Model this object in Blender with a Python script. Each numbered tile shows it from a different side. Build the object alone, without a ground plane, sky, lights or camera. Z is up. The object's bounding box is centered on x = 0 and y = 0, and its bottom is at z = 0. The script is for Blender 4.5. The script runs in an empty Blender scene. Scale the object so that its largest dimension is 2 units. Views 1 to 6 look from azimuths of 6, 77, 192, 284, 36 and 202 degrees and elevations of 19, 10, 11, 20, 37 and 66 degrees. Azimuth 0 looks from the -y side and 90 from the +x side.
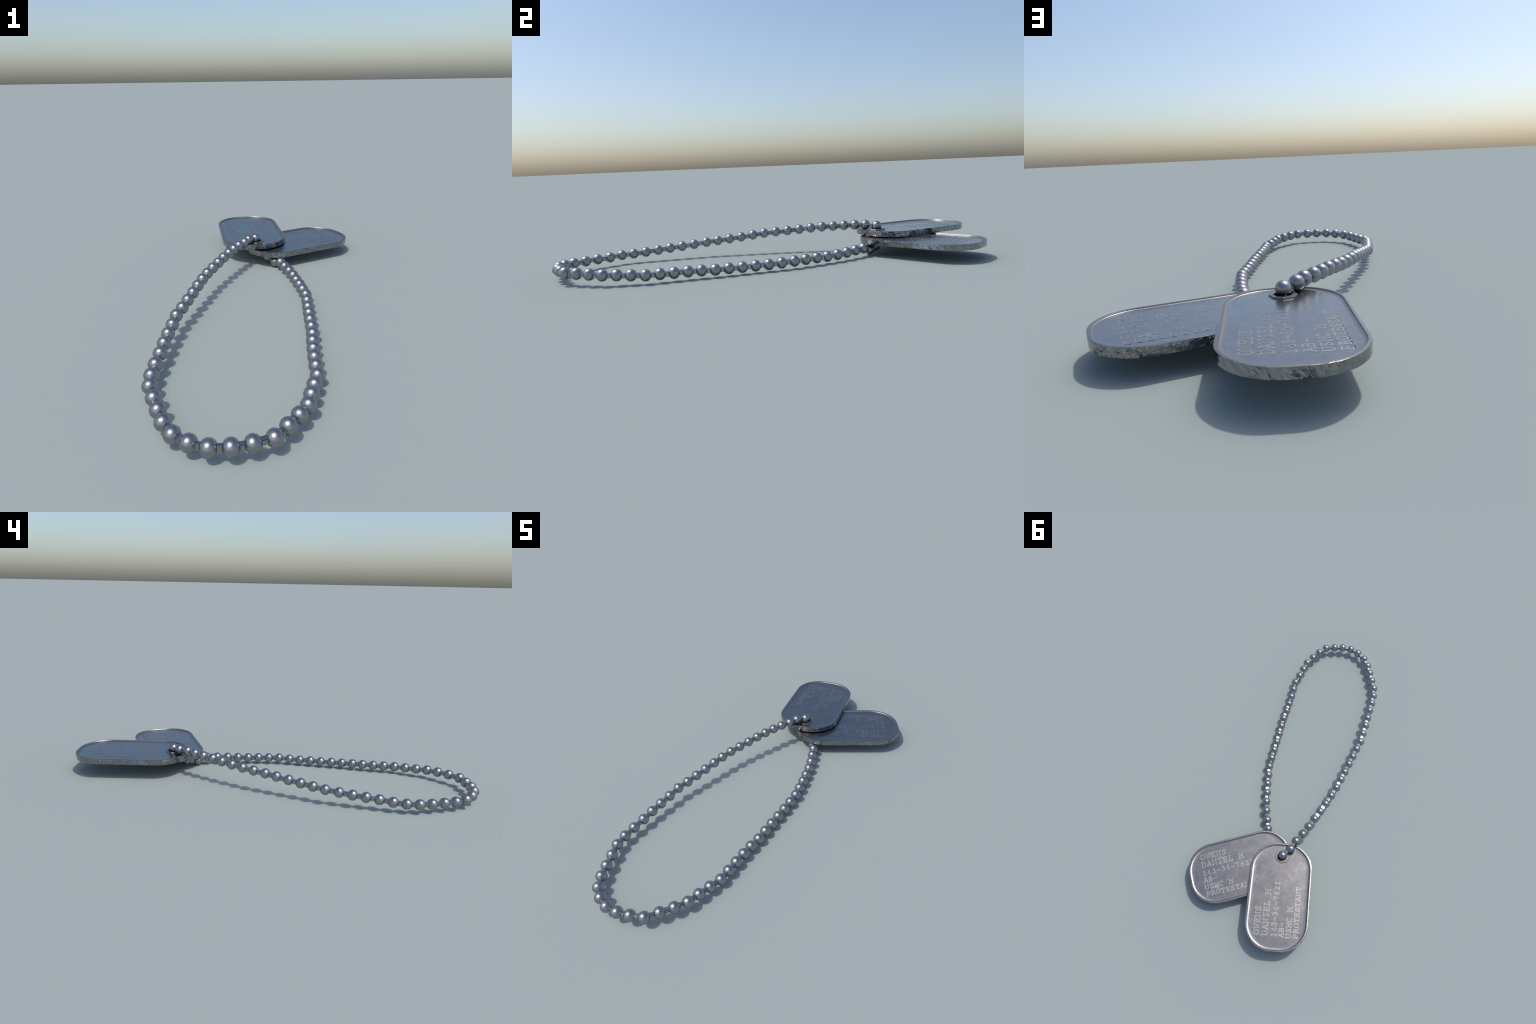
# Two stamped identity tags threaded on a ball chain, lying on the ground.
import bpy, bmesh, math, random
from math import pi, sin, cos, radians
from mathutils import Vector, Matrix, noise

random.seed(7)
scene = bpy.context.scene

# ------------------------------------------------------------------ sizes
TAG_LENGTH, TAG_WIDTH, TAG_THICK = 0.5695, 0.3335, 0.0262
CORNER = 0.1450                      # corner radius of the tag outline
RIM_FLAT, RIM_STEP, RIM_FILLET, RIM_DEPTH = 0.0085, 0.0026, 0.0200, 0.0050   # lip, steep step, gentle dish
HOLE_X = -0.2125                     # eyelet centre along the tag
BEAD_ACROSS, BEAD_ALONG = 0.0253, 0.0240   # bead radii (beads are a little squat)
LINK_HIGH, LINK_WIDE = 0.0205, 0.0172   # section of the links between beads

# ------------------------------------------------------------------ node helpers
def new_material(name):
    m = bpy.data.materials.new(name)
    m.use_nodes = True
    nt = m.node_tree
    nt.nodes.clear()
    return m, nt

def node(nt, kind, **kw):
    n = nt.nodes.new(kind)
    ins = kw.pop("ins", {})
    for k, v in kw.items():
        setattr(n, k, v)
    for k, v in ins.items():
        if isinstance(v, bpy.types.NodeSocket):
            nt.links.new(v, n.inputs[k])
        else:
            n.inputs[k].default_value = v
    return n

def ramp(nt, fac, stops):
    n = nt.nodes.new("ShaderNodeValToRGB")
    nt.links.new(fac, n.inputs[0])
    cr = n.color_ramp
    while len(cr.elements) < len(stops):
        cr.elements.new(0.5)
    for e, (p, c) in zip(cr.elements, stops):
        e.position = p
        e.color = (c, c, c, 1) if isinstance(c, (int, float)) else (*c, 1)
    return n.outputs["Color"]

def noise_tex(nt, vec, scale, detail=4.0, rough=0.55, distortion=0.0):
    return node(nt, "ShaderNodeTexNoise", ins={"Vector": vec, "Scale": scale, "Detail": detail,
                "Roughness": rough, "Distortion": distortion}).outputs["Fac"]

def mapping(nt, vec, scale=(1, 1, 1), rot=(0, 0, 0), loc=(0, 0, 0)):
    return node(nt, "ShaderNodeMapping", ins={"Vector": vec, "Scale": scale, "Rotation": rot, "Location": loc}).outputs[0]

def math_node(nt, op, a, b=0.0, clamp=False):
    return node(nt, "ShaderNodeMath", operation=op, use_clamp=clamp, ins={0: a, 1: b}).outputs[0]

def mix_colour(nt, fac, a, b):
    n = nt.nodes.new("ShaderNodeMix")
    n.data_type = "RGBA"
    for sock, v in ((n.inputs[0], fac), (n.inputs[6], a), (n.inputs[7], b)):
        if isinstance(v, bpy.types.NodeSocket):
            nt.links.new(v, sock)
        else:
            sock.default_value = v
    return n.outputs[2]

def finish(nt, colour, rough, normal=None, metallic=1.0):
    p = nt.nodes.new("ShaderNodeBsdfPrincipled")
    o = nt.nodes.new("ShaderNodeOutputMaterial")
    for name, v in (("Base Color", colour), ("Roughness", rough), ("Metallic", metallic), ("Normal", normal)):
        if v is None:
            continue
        if isinstance(v, bpy.types.NodeSocket):
            nt.links.new(v, p.inputs[name])
        else:
            p.inputs[name].default_value = v
    nt.links.new(p.outputs[0], o.inputs[0])
    return p

# ------------------------------------------------------------------ materials
def tag_face_material(name, seed):
    """Worn steel face: cloudy roughness, fine grain, scratches, scuffed spots."""
    m, nt = new_material(name)
    co = node(nt, "ShaderNodeTexCoord").outputs["Object"]
    co = mapping(nt, co, loc=(seed * 3.1, seed * 1.7, 0))
    cloud = noise_tex(nt, co, 9.0, 5, 0.6)
    grain = noise_tex(nt, co, 140.0, 3, 0.7)
    blot = noise_tex(nt, co, 28.0, 6, 0.72, 0.4)
    # long fine scratches: stretched noise, masked to a few patches
    stretched = mapping(nt, mapping(nt, co, rot=(0, 0, radians(33 - 60 * seed))), scale=(16, 380, 1))
    lines = noise_tex(nt, stretched, 1.0, 3, 0.6)
    line_mask = ramp(nt, lines, [(0.60, 0.0), (0.68, 1.0)])
    patch = ramp(nt, noise_tex(nt, co, 6.5, 2, 0.5), [(0.50, 0.0), (0.62, 1.0)])
    scratch = math_node(nt, "MULTIPLY", math_node(nt, "MULTIPLY", line_mask, patch), 0.32)
    # individual scratches and scuffs, placed along the tag
    xyz = node(nt, "ShaderNodeSeparateXYZ", ins={0: node(nt, "ShaderNodeTexCoord").outputs["Object"]}).outputs
    for x0, y0, x1, y1, wide, soft in SCRATCHES[seed]:
        length = math.hypot(x1 - x0, y1 - y0)
        ux, uy = (x1 - x0) / length, (y1 - y0) / length
        along = math_node(nt, "ADD", math_node(nt, "MULTIPLY", math_node(nt, "SUBTRACT", xyz[0], x0), ux), math_node(nt, "MULTIPLY", math_node(nt, "SUBTRACT", xyz[1], y0), uy))
        across = math_node(nt, "SUBTRACT", math_node(nt, "MULTIPLY", math_node(nt, "SUBTRACT", xyz[0], x0), uy), math_node(nt, "MULTIPLY", math_node(nt, "SUBTRACT", xyz[1], y0), ux))
        beyond = math_node(nt, "MAXIMUM", math_node(nt, "SUBTRACT", math_node(nt, "ABSOLUTE", math_node(nt, "SUBTRACT", along, length / 2)), length / 2), 0.0)
        far = math_node(nt, "ADD", math_node(nt, "ABSOLUTE", across), beyond)
        mark = math_node(nt, "SUBTRACT", 1.0, math_node(nt, "DIVIDE", far, wide), clamp=True)
        if soft:
            mark = math_node(nt, "MULTIPLY", mark, ramp(nt, blot, [(0.42, 0.0), (0.62, 1.0)]))
        scratch = math_node(nt, "MAXIMUM", scratch, math_node(nt, "MULTIPLY", mark, 0.9))
    wear = ramp(nt, blot, [(0.35, 0.0), (0.75, 1.0)])
    base = mix_colour(nt, wear, FACE_DARK, FACE_LIGHT)
    base = mix_colour(nt, math_node(nt, "MULTIPLY", scratch, 0.8), base, (0.56, 0.56, 0.58, 1))
    rough = math_node(nt, "ADD", FACE_ROUGH, math_node(nt, "MULTIPLY", cloud, 0.14))
    rough = math_node(nt, "ADD", rough, math_node(nt, "MULTIPLY", wear, 0.05))
    rough = math_node(nt, "ADD", rough, math_node(nt, "MULTIPLY", scratch, 0.08))
    height = math_node(nt, "ADD", math_node(nt, "MULTIPLY", grain, 0.35), math_node(nt, "MULTIPLY", blot, 0.5))
    height = math_node(nt, "SUBTRACT", height, math_node(nt, "MULTIPLY", scratch, 0.15))
    bump = node(nt, "ShaderNodeBump", ins={"Strength": 0.008, "Distance": 0.002, "Height": height})
    finish(nt, base, rough, bump.outputs[0])
    return m

def tag_edge_material(name):
    """Side of the tag: polished but battered; hard-edged slanting facets lean up or down."""
    m, nt = new_material(name)
    co = node(nt, "ShaderNodeTexCoord").outputs["Object"]
    geo = node(nt, "ShaderNodeNewGeometry")
    xyz = node(nt, "ShaderNodeSeparateXYZ", ins={0: co}).outputs
    shear = math_node(nt, "MULTIPLY", xyz[2], 0.75)
    slant = node(nt, "ShaderNodeCombineXYZ", ins={0: math_node(nt, "ADD", xyz[0], shear), 1: math_node(nt, "ADD", xyz[1], shear), 2: math_node(nt, "MULTIPLY", xyz[2], 0.35)}).outputs[0]
    slant = mapping(nt, slant, scale=(95, 95, 95))
    marks = noise_tex(nt, slant, 1.0, 8, 0.72, 0.9)
    broad = noise_tex(nt, mapping(nt, co, scale=(15, 15, 8)), 1.0, 2, 0.5)
    fine = noise_tex(nt, mapping(nt, co, scale=(260, 260, 90), rot=(0.5, 0.5, 0)), 1.0, 3, 0.6)
    mixed = math_node(nt, "ADD", math_node(nt, "MULTIPLY", marks, 0.66), math_node(nt, "MULTIPLY", broad, 0.52))
    mixed = math_node(nt, "ADD", mixed, math_node(nt, "MULTIPLY", fine, 0.10))
    # plateaus: leaning down (dark), upright (ground grey), leaning up (sky)
    lean = ramp(nt, mixed, [(0.612, 0.0), (0.626, 0.43), (0.682, 0.50), (0.694, 0.62), (0.735, 0.70), (0.775, 1.0)])
    lean = math_node(nt, "SUBTRACT", lean, 0.47)
    lean = math_node(nt, "MULTIPLY", lean, EDGE_LEAN)
    vec = node(nt, "ShaderNodeCombineXYZ", ins={2: lean}).outputs[0]
    add = node(nt, "ShaderNodeVectorMath", operation="ADD", ins={0: geo.outputs["Normal"], 1: vec}).outputs[0]
    nrm = node(nt, "ShaderNodeVectorMath", operation="NORMALIZE", ins={0: add}).outputs[0]
    bump = node(nt, "ShaderNodeBump", ins={"Strength": 0.12, "Distance": 0.002, "Height": marks, "Normal": nrm})
    base = mix_colour(nt, ramp(nt, marks, [(0.35, 0.0), (0.7, 1.0)]), EDGE_DARK, EDGE_LIGHT)
    rough = math_node(nt, "ADD", 0.03, math_node(nt, "MULTIPLY", broad, 0.08))
    finish(nt, base, rough, bump.outputs[0])
    return m

def polished_material(name, colour, rough, bump_strength=0.05, scale=120.0):
    m, nt = new_material(name)
    co = node(nt, "ShaderNodeTexCoord").outputs["Object"]
    n = noise_tex(nt, co, scale, 4, 0.6)
    c = mix_colour(nt, ramp(nt, n, [(0.35, 0.0), (0.7, 1.0)]), tuple(x * 0.86 for x in colour) + (1,), colour + (1,))
    r = math_node(nt, "ADD", rough, math_node(nt, "MULTIPLY", n, 0.06))
    bump = node(nt, "ShaderNodeBump", ins={"Strength": bump_strength, "Distance": 0.002, "Height": n})
    finish(nt, c, r, bump.outputs[0])
    return m

# start and end of each scratch on the face, half width, and whether it is a broken scuff
SCRATCHES = {
    0: [(0.072, 0.005, 0.105, 0.032, 0.0025, True), (0.040, 0.033, 0.060, 0.043, 0.002, True), (-0.016, 0.036, -0.044, 0.060, 0.002, True),
        (-0.002, 0.055, -0.012, 0.072, 0.0025, True), (-0.090, -0.132, -0.060, -0.122, 0.012, True), (-0.076, -0.145, -0.070, -0.110, 0.003, True),
        (-0.168, -0.150, -0.135, -0.145, 0.010, True)],
    1: [(0.088, -0.070, 0.0645, -0.018, 0.0011, False), (0.140, 0.062, 0.130, 0.100, 0.0014, False), (0.128, 0.104, 0.109, 0.143, 0.0011, False),
        (0.186, 0.076, 0.146, 0.074, 0.006, True), (0.150, 0.068, 0.140, 0.088, 0.006, True), (0.095, -0.082, 0.070, -0.060, 0.008, True)],
}
FACE_DARK, FACE_LIGHT = (0.258, 0.258, 0.258, 1), (0.325, 0.320, 0.313, 1)
FACE_ROUGH = 0.16
EDGE_DARK, EDGE_LIGHT = (0.17, 0.17, 0.17, 1), (0.40, 0.40, 0.395, 1)
EDGE_LEAN = 0.95

bead_mat = polished_material("bead_steel", (0.35, 0.35, 0.36), 0.28, 0.08, 160.0)
link_mat = polished_material("link_steel", (0.35, 0.35, 0.36), 0.20)
eyelet_mat = polished_material("eyelet_steel", (0.22, 0.22, 0.225), 0.45, 0.10, 90.0)
letter_mat = polished_material("letter_worn_steel", (0.355, 0.342, 0.336), 0.42, 0.06, 95.0)
shadow_bar_mat = polished_material("letter_painted_shadow", (0.03, 0.03, 0.03), 0.6)
edge_mat = tag_edge_material("tag_edge_steel")
lip_mat = polished_material("tag_lip_steel", (0.265, 0.260, 0.260), 0.33, 0.30, 190.0)

# ------------------------------------------------------------------ object helpers
def make_object(name, mesh, parent, matrix=None):
    o = bpy.data.objects.new(name, mesh)
    scene.collection.objects.link(o)
    o.parent = parent
    if matrix is not None:
        o.matrix_basis = matrix
    return o

def shade(mesh, angle):
    for p in mesh.polygons:
        p.use_smooth = True
    mesh.set_sharp_from_angle(angle=radians(angle))

# ------------------------------------------------------------------ tag plate
def outline(inset, step=0.006):
    """Rounded rectangle, anticlockwise, inset by a distance; point count is independent of inset."""
    r = max(CORNER - inset, 0.001)
    hx, hy = TAG_LENGTH / 2 - CORNER, TAG_WIDTH / 2 - CORNER
    arc_n = int(CORNER * pi / 2 / step)
    pts = []
    for (sx, sy), a0 in (((1, 1), 0), ((-1, 1), pi / 2), ((-1, -1), pi), ((1, -1), 3 * pi / 2)):
        for i in range(arc_n + 1):
            a = a0 + pi / 2 * i / arc_n
            pts.append(Vector((sx * hx + r * cos(a), sy * hy + r * sin(a))))
        # straight run to the next corner
        run = 2 * hx if sx * sy > 0 else 2 * hy
        d = Vector((-sin(a0 + pi / 2 - pi / 2), 0))
        n = int(run / step)
        end = pts[-1]
        direction = Vector((-1, 0)) if a0 == 0 else Vector((0, -1)) if a0 == pi / 2 else Vector((1, 0)) if a0 == pi else Vector((0, 1))
        for i in range(1, n):
            pts.append(end + direction * run * i / n)
    return pts

def plate_mesh(name, seed, mats):
    h = TAG_THICK / 2
    b = 0.0022
    inner = RIM_FLAT + RIM_STEP + RIM_FILLET
    # lip profile from the flat face out to the edge: (inset, share of the depth)
    lip = [(inner + 0.005, 1.0), (inner, 1.0), (RIM_FLAT + RIM_STEP + RIM_FILLET * 0.45, 0.94), (RIM_FLAT + RIM_STEP, 0.80),
           (RIM_FLAT + RIM_STEP * 0.5, 0.55), (RIM_FLAT + RIM_STEP * 0.2, 0.12), (RIM_FLAT, 0.0)]
    under = [(i, -h + RIM_DEPTH * d) for i, d in lip]
    over = [(i, h - RIM_DEPTH * d) for i, d in reversed(lip)]
    prof = under + [(0.0020, -h), (0.0004, -h + 0.0004), (0, -h + 0.0020), (0, -h * 0.35), (0, h * 0.35),
                    (0, h - b - 0.0008), (b * 0.3, h - b * 0.3), (b + 0.0008, h)] + over
    first = len(under)                           # first profile point of the battered wall
    last = first + 7
    bm = bmesh.new()
    loops = []
    for k, (inset, z) in enumerate(prof):
        ring = []
        for p in outline(inset):
            v = Vector((p.x, p.y, z))
            if first <= k <= last:                     # battered wall and edges
                q = Vector((p.x * 55, p.y * 55, z * 40 + seed * 11))
                amp = 0.00035 if k not in (first + 3, first + 4) else 0.0004
                d = noise.noise(q) * amp + max(0, noise.noise(q * 0.45) - 0.25) * amp * 2.0
                c = Vector((p.x * 0.4, p.y, 0)).normalized()
                v -= c * d
                if k in (first, last):
                    v.z += (noise.noise(q * 1.3) * 0.0004) * (1 if k == first else -1)
            ring.append(bm.verts.new(v))
        loops.append(ring)
    n = len(loops[0])
    for k in range(len(loops) - 1):
        for i in range(n):
            j = (i + 1) % n
            f = bm.faces.new((loops[k][i], loops[k][j], loops[k + 1][j], loops[k + 1][i]))
            f.material_index = 1 if first <= k < last else 2 if 2 <= k < first or last <= k < len(loops) - 3 else 0
    # punched hole
    holes = []
    for z in (-h + RIM_DEPTH, h - RIM_DEPTH):
        holes.append([bm.verts.new((HOLE_X + 0.0335 * cos(i * pi / 8), 0.0335 * sin(i * pi / 8), z)) for i in range(16)])
    for i in range(16):
        j = (i + 1) % 16
        bm.faces.new((holes[0][j], holes[0][i], holes[1][i], holes[1][j]))
    for ring, hole in ((loops[0], holes[0]), (loops[-1], holes[1])):
        edges = [bm.edges.get((r[i], r[(i + 1) % len(r)])) for r in (ring, hole) for i in range(len(r))]
        bmesh.ops.triangle_fill(bm, edges=edges, use_beauty=True)
    bmesh.ops.recalc_face_normals(bm, faces=bm.faces)
    me = bpy.data.meshes.new(name)
    bm.to_mesh(me)
    bm.free()
    for m in mats:
        me.materials.append(m)
    shade(me, 40)
    return me

def eyelet_mesh():
    """Eight-sided flanged sleeve lining the hole."""
    h = TAG_THICK / 2 - RIM_DEPTH
    up, dn = 0.0045, 0.0038
    prof = [(0.0280, -h - dn), (0.0400, -h - dn), (0.0412, -h - dn * 0.6), (0.0412, -h + 0.001), (0.0325, -h + 0.001), (0.0325, h - 0.001), (0.0408, h - 0.001),
            (0.0408, h + up * 0.5), (0.0388, h + up), (0.0280, h + up)]
    bm = bmesh.new()
    rings = [[bm.verts.new((HOLE_X + r * cos(radians(22.5 + 20) + i * pi / 4), r * sin(radians(22.5 + 20) + i * pi / 4), z)) for i in range(8)] for r, z in prof]
    for k in range(len(rings)):
        a, c = rings[k], rings[(k + 1) % len(rings)]
        for i in range(8):
            j = (i + 1) % 8
            bm.faces.new((a[i], a[j], c[j], c[i]))
    bmesh.ops.recalc_face_normals(bm, faces=bm.faces)
    me = bpy.data.meshes.new("eyelet")
    bm.to_mesh(me)
    bm.free()
    me.materials.append(eyelet_mat)
    return me

# ------------------------------------------------------------------ slab-serif stroke letters
def arc(cx, cy, rx, ry, a0, a1, n=10):
    return [(cx + rx * cos(radians(a0 + (a1 - a0) * i / n)), cy + ry * sin(radians(a0 + (a1 - a0) * i / n))) for i in range(n + 1)]

S_CURVE = [(0.80, 0.78), (0.74, 0.93), (0.50, 1.0), (0.27, 0.93), (0.20, 0.76), (0.30, 0.60), (0.50, 0.52), (0.72, 0.43), (0.82, 0.25), (0.74, 0.08), (0.50, 0.0), (0.26, 0.07), (0.18, 0.24)]
GLYPHS = {   # strokes in a cell 1 wide, 1 high
    "O": [arc(0.5, 0.5, 0.40, 0.5, 0, 360, 24)],
    "W": [[(0.08, 1), (0.27, 0), (0.5, 0.72), (0.73, 0), (0.92, 1)], [(-0.02, 1), (0.26, 1)], [(0.74, 1), (1.02, 1)]],
    "E": [[(0.22, 0), (0.22, 1)], [(0.06, 1), (0.86, 1), (0.86, 0.76)], [(0.06, 0), (0.90, 0), (0.90, 0.26)], [(0.22, 0.52), (0.62, 0.52)], [(0.62, 0.64), (0.62, 0.40)]],
    "N": [[(0.17, 0), (0.17, 1), (0.83, 0), (0.83, 1)], [(0.0, 1), (0.19, 1)], [(0.0, 0), (0.34, 0)], [(0.66, 1), (1.0, 1)]],
    "S": [S_CURVE, [(0.80, 1.0), (0.80, 0.74)], [(0.18, 0.0), (0.18, 0.28)]],
    "D": [[(0.22, 0), (0.22, 1)], [(0.05, 1), (0.5, 1)] + arc(0.48, 0.5, 0.42, 0.5, 90, -90, 14) + [(0.05, 0)]],
    "A": [[(0.12, 0), (0.46, 1), (0.54, 1), (0.88, 0)], [(0.26, 1), (0.52, 1)], [(0.24, 0.34), (0.76, 0.34)], [(-0.02, 0), (0.30, 0)], [(0.70, 0), (1.02, 0)]],
    "I": [[(0.5, 0), (0.5, 1)], [(0.18, 1), (0.82, 1)], [(0.18, 0), (0.82, 0)]],
    "L": [[(0.32, 0), (0.32, 1)], [(0.12, 1), (0.54, 1)], [(0.10, 0), (0.88, 0), (0.88, 0.32)]],
    "M": [[(0.14, 0), (0.14, 1), (0.5, 0.38), (0.86, 1), (0.86, 0)], [(-0.02, 1), (0.16, 1)], [(0.84, 1), (1.02, 1)], [(-0.02, 0), (0.32, 0)], [(0.68, 0), (1.02, 0)]],
    "B": [[(0.2, 0), (0.2, 1)], [(0.05, 1), (0.5, 1)] + arc(0.52, 0.76, 0.26, 0.24, 90, -90, 10) + [(0.2, 0.52)], [(0.52, 0.52)] + arc(0.54, 0.26, 0.32, 0.26, 90, -90, 10) + [(0.05, 0)]],
    "U": [[(0.16, 1), (0.16, 0.34)] + arc(0.5, 0.34, 0.34, 0.34, 180, 360, 12) + [(0.84, 1)], [(0.0, 1), (0.34, 1)], [(0.66, 1), (1.0, 1)]],
    "C": [[(0.84, 0.76)] + arc(0.52, 0.5, 0.40, 0.5, 40, 320, 18), [(0.84, 1.0), (0.84, 0.70)]],
    "P": [[(0.22, 0), (0.22, 1)], [(0.05, 1), (0.5, 1)] + arc(0.54, 0.73, 0.32, 0.27, 90, -90, 10) + [(0.22, 0.46)], [(0.05, 0), (0.52, 0)]],
    "R": [[(0.2, 0), (0.2, 1)], [(0.05, 1), (0.5, 1)] + arc(0.50, 0.75, 0.28, 0.25, 90, -90, 10) + [(0.2, 0.5)], [(0.48, 0.5), (0.64, 0.40), (0.84, 0.0), (0.98, 0)], [(0.05, 0), (0.40, 0)]],
    "T": [[(0.5, 0), (0.5, 1)], [(0.12, 0.70), (0.12, 1), (0.88, 1), (0.88, 0.70)], [(0.28, 0), (0.72, 0)]],
    "1": [[(0.22, 0.88), (0.52, 1), (0.52, 0)], [(0.2, 0), (0.84, 0)]],
    "2": [[(0.20, 0.74), (0.24, 0.90), (0.36, 0.98), (0.52, 1.0), (0.70, 0.94), (0.78, 0.76), (0.70, 0.56), (0.40, 0.26), (0.18, 0.03), (0.18, 0.0), (0.82, 0), (0.82, 0.14)]],
    "3": [[(0.22, 0.88), (0.40, 1.0), (0.58, 0.98), (0.72, 0.88), (0.74, 0.72), (0.64, 0.58), (0.44, 0.54), (0.66, 0.50), (0.80, 0.36), (0.80, 0.20), (0.68, 0.05), (0.48, 0.0), (0.30, 0.02), (0.16, 0.12)]],
    "4": [[(0.64, 0), (0.64, 1), (0.16, 0.34), (0.16, 0.28), (0.84, 0.28)], [(0.44, 0), (0.84, 0)]],
    "6": [[(0.80, 0.95), (0.62, 1.0), (0.40, 0.88), (0.24, 0.62), (0.20, 0.34)], arc(0.50, 0.30, 0.31, 0.30, 0, 360, 18)],
    "7": [[(0.18, 0.82), (0.18, 1), (0.82, 1), (0.80, 0.88), (0.50, 0)]],
    "-": [[(0.15, 0.47), (0.85, 0.47)]],
}
glyph_cache = {}

def glyph_mesh(ch, w, h):
    """Raised rounded strokes; width w, height h."""
    key = (ch, round(w, 4))
    if key in glyph_cache:
        return glyph_cache[key]
    half, top = 0.0023, 0.00024
    bm = bmesh.new()
    cs = [(-1.0, -0.6), (-0.985, 0.9), (0.985, 0.9), (1.0, -0.6)]
    for lift, stroke in enumerate(GLYPHS[ch]):      # each stroke lies a hair higher, so none share a plane
        pts = [Vector(((x - 0.5) * w, y * h)) for x, y in stroke]
        closed = (pts[0] - pts[-1]).length < 1e-6
        if closed:
            pts = pts[:-1]
        else:                                       # square caps
            pts[0] = pts[0] + (pts[0] - pts[1]).normalized() * half * 0.7
            pts[-1] = pts[-1] + (pts[-1] - pts[-2]).normalized() * half * 0.7
        rings, n = [], len(pts)
        for i, p in enumerate(pts):
            a = pts[i - 1] if (i or closed) else None
            b = pts[(i + 1) % n] if (i < n - 1 or closed) else None
            ta = (p - a).normalized() if a is not None else (b - p).normalized()
            tb = (b - p).normalized() if b is not None else ta
            t = ta + tb
            t = t.normalized() if t.length > 0.05 else ta
            k = min(1.0 / max(t.dot(tb), 0.35), 1.8)
            nrm = Vector((-t.y, t.x)) * k
            rings.append([bm.verts.new((p.x + nrm.x * half * c, p.y + nrm.y * half * c, top * z + lift * 0.00004)) for c, z in cs])
        for i in range(n if closed else n - 1):
            r0, r1 = rings[i], rings[(i + 1) % n]
            for k in range(len(cs) - 1):
                bm.faces.new((r0[k], r1[k], r1[k + 1], r0[k + 1]))
        if not closed:
            bm.faces.new(rings[0])
            bm.faces.new(rings[-1][::-1])
    bmesh.ops.recalc_face_normals(bm, faces=bm.faces)
    me = bpy.data.meshes.new("letter")
    bm.to_mesh(me)
    bm.free()
    me.materials.append(letter_mat)
    shade(me, 50)
    glyph_cache[key] = me
    return me

# text, start along the tag, baseline across the tag, cell advance, letter height
LINES = [("OWENS", 0.2090, -0.0870, 0.0300, 0.0285), ("DANIEL M", 0.2100, -0.0440, 0.0301, 0.0280), ("143-34-7621", 0.2130, 0.0010, 0.0264, 0.0245),
         ("AB-", 0.2120, 0.0400, 0.0262, 0.0245), ("USMC M", 0.2140, 0.0775, 0.0267, 0.0242), ("PROTESTANT", 0.2125, 0.1160, 0.0267, 0.0242)]

# ------------------------------------------------------------------ assembly
root = bpy.data.objects.new("dog_tag_necklace", None)
scene.collection.objects.link(root)
root["label"] = "two worn steel dog tags on a ball chain"
root["category"] = "necklace"

eyelet = eyelet_mesh()

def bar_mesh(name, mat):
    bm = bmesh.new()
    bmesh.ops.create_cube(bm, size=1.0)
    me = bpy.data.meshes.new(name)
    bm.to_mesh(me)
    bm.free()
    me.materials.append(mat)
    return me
shadow_bar = bar_mesh("letter_shadow_bar", shadow_bar_mat)

def add_tag(location, yaw, seed, text_tilt, draw_shadow):
    tag = make_object("identity_tag", plate_mesh("identity_tag", seed, [tag_face_material("tag_face_steel", seed), edge_mat, lip_mat]), root,
                      Matrix.Translation(location) @ Matrix.Rotation(yaw, 4, "Z"))
    make_object("eyelet", eyelet, tag)
    face_z = TAG_THICK / 2 - RIM_DEPTH
    tilt = Matrix.Rotation(text_tilt, 4, "Z")
    for text, x0, base, adv, high in LINES:
        for i, ch in enumerate(text):
            if ch == " ":
                continue
            x = x0 - adv * (i + 0.5)
            m = tilt @ Matrix.Translation((x, base, face_z)) @ Matrix.Rotation(pi, 4, "Z")
            w = adv * 0.85
            make_object("letter", glyph_mesh(ch, w, high), tag, m)
            if draw_shadow and text == "PROTESTANT":      # baked shading modelled as a black groove under the last line's feet
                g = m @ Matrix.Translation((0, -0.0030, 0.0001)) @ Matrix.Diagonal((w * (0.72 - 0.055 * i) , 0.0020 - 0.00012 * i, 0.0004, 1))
                make_object("letter_shadow_bar", shadow_bar, tag, g)
    return tag

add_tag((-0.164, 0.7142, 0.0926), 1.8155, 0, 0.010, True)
add_tag((0.0885, 0.6303, 0.0667), 0.5894, 1, -0.006, True)

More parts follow.
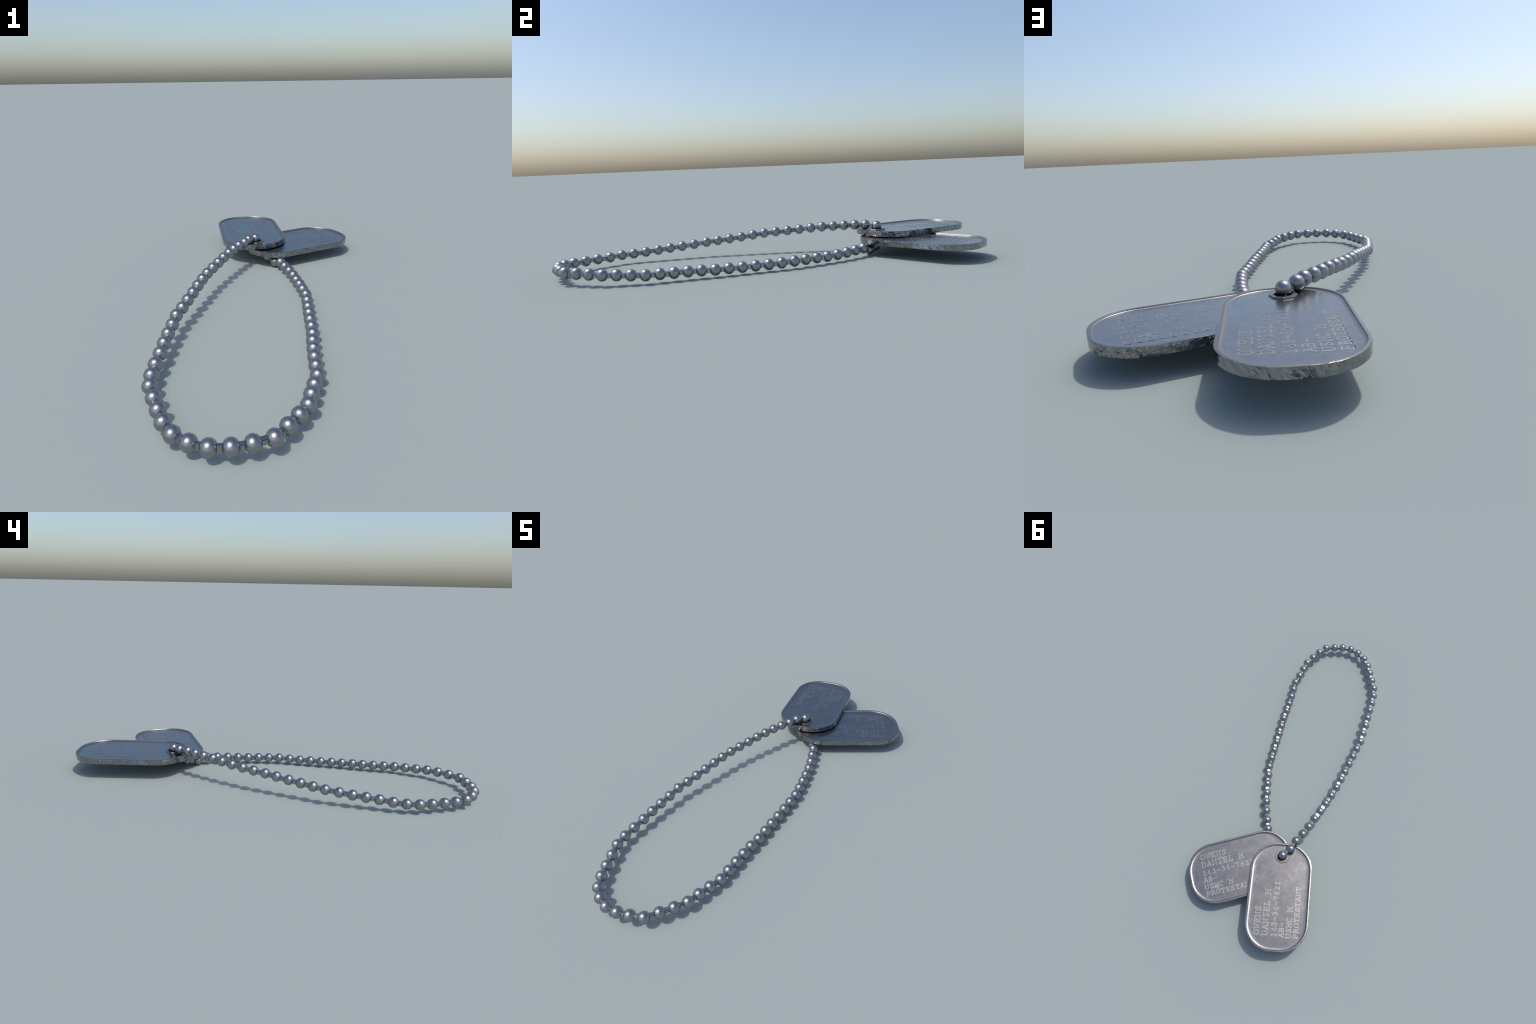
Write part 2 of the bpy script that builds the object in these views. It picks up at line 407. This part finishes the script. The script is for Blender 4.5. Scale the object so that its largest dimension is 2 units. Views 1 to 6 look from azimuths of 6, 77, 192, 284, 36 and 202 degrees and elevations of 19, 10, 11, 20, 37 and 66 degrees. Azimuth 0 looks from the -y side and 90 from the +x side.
# ------------------------------------------------------------------ ball chain
# spine of the chain: one point per bead, from the upper eyelet round the loop,
# under the lower tag and back up through both holes
SPINE = [Vector(p) for p in (
    (-0.114, 0.506, 0.120), (-0.144, 0.460, 0.125), (-0.158, 0.409, 0.126), (-0.180, 0.360, 0.125), (-0.198, 0.309, 0.123),
    (-0.214, 0.255, 0.121), (-0.231, 0.202, 0.117), (-0.246, 0.146, 0.112), (-0.261, 0.088, 0.108), (-0.274, 0.030, 0.105),
    (-0.284, -0.029, 0.101), (-0.292, -0.085, 0.095), (-0.300, -0.144, 0.088), (-0.308, -0.202, 0.082), (-0.316, -0.260, 0.076),
    (-0.325, -0.317, 0.071), (-0.324, -0.379, 0.065), (-0.324, -0.439, 0.060), (-0.322, -0.498, 0.056), (-0.319, -0.556, 0.051),
    (-0.318, -0.615, 0.046), (-0.314, -0.673, 0.043), (-0.302, -0.728, 0.042), (-0.275, -0.781, 0.040), (-0.247, -0.834, 0.040),
    (-0.219, -0.884, 0.040), (-0.182, -0.930, 0.041), (-0.132, -0.960, 0.043), (-0.079, -0.975, 0.045), (-0.024, -0.970, 0.046),
    (0.028, -0.953, 0.047), (0.080, -0.929, 0.048), (0.112, -0.881, 0.048), (0.140, -0.831, 0.046), (0.164, -0.781, 0.043),
    (0.172, -0.727, 0.040), (0.181, -0.673, 0.037), (0.191, -0.618, 0.034), (0.187, -0.563, 0.033), (0.183, -0.508, 0.032),
    (0.180, -0.453, 0.032), (0.178, -0.399, 0.031), (0.178, -0.343, 0.029), (0.174, -0.287, 0.029), (0.169, -0.230, 0.028),
    (0.165, -0.173, 0.028), (0.161, -0.116, 0.028), (0.157, -0.059, 0.029), (0.151, -0.001, 0.031), (0.137, 0.054, 0.031),
    (0.123, 0.109, 0.031), (0.107, 0.163, 0.030), (0.091, 0.217, 0.031), (0.071, 0.270, 0.033), (0.047, 0.322, 0.036),
    (0.024, 0.372, 0.038), (-0.006, 0.416, 0.025), (-0.045, 0.465, 0.031), (-0.088, 0.505, 0.066),
)]

bm = bmesh.new()
bmesh.ops.create_uvsphere(bm, u_segments=12, v_segments=7, radius=1.0)
bead_me = bpy.data.meshes.new("bead")
bm.to_mesh(bead_me)
bm.free()
bead_me.materials.append(bead_mat)
for p in bead_me.polygons:
    p.use_smooth = True

bm = bmesh.new()
bmesh.ops.create_cube(bm, size=1.0)
bmesh.ops.bevel(bm, geom=[e for e in bm.edges if abs((e.verts[0].co - e.verts[1].co).x) > 0.5], offset=0.13, segments=2, affect="EDGES")
link_me = bpy.data.meshes.new("chain_link")
bm.to_mesh(link_me)
bm.free()
link_me.materials.append(link_mat)
shade(link_me, 35)

chain = bpy.data.objects.new("ball_chain", None)
scene.collection.objects.link(chain)
chain.parent = root

def frame(direction):
    x = direction.normalized()
    side = Vector((0, 0, 1)).cross(x)
    side = side.normalized() if side.length > 0.2 else Vector((1, 0, 0)).cross(x).normalized()
    up = x.cross(side)
    return Matrix((x, side, up)).transposed().to_4x4()

count = len(SPINE)
for i, p in enumerate(SPINE):
    before, after = SPINE[i - 1], SPINE[(i + 1) % count]
    turn = Matrix.Rotation(random.uniform(0, 0.5), 4, "X")
    axis_up = Matrix.Rotation(pi / 2, 4, "Y")      # sphere poles along the chain
    m = Matrix.Translation(p) @ frame(after - before) @ turn @ axis_up @ Matrix.Diagonal((BEAD_ACROSS, BEAD_ACROSS, BEAD_ALONG, 1))
    make_object("bead", bead_me, chain, m)
    d = after - p
    sag = Vector((0, 0, -0.001 + random.uniform(-0.0015, 0.0015)))
    m = Matrix.Translation(p + d / 2 + sag) @ frame(d) @ Matrix.Rotation(random.uniform(-0.14, 0.14), 4, "X") @ Matrix.Diagonal((max(d.length - BEAD_ALONG * 1.5, 0.01), LINK_WIDE, LINK_HIGH, 1))
    make_object("chain_link", link_me, chain, m)
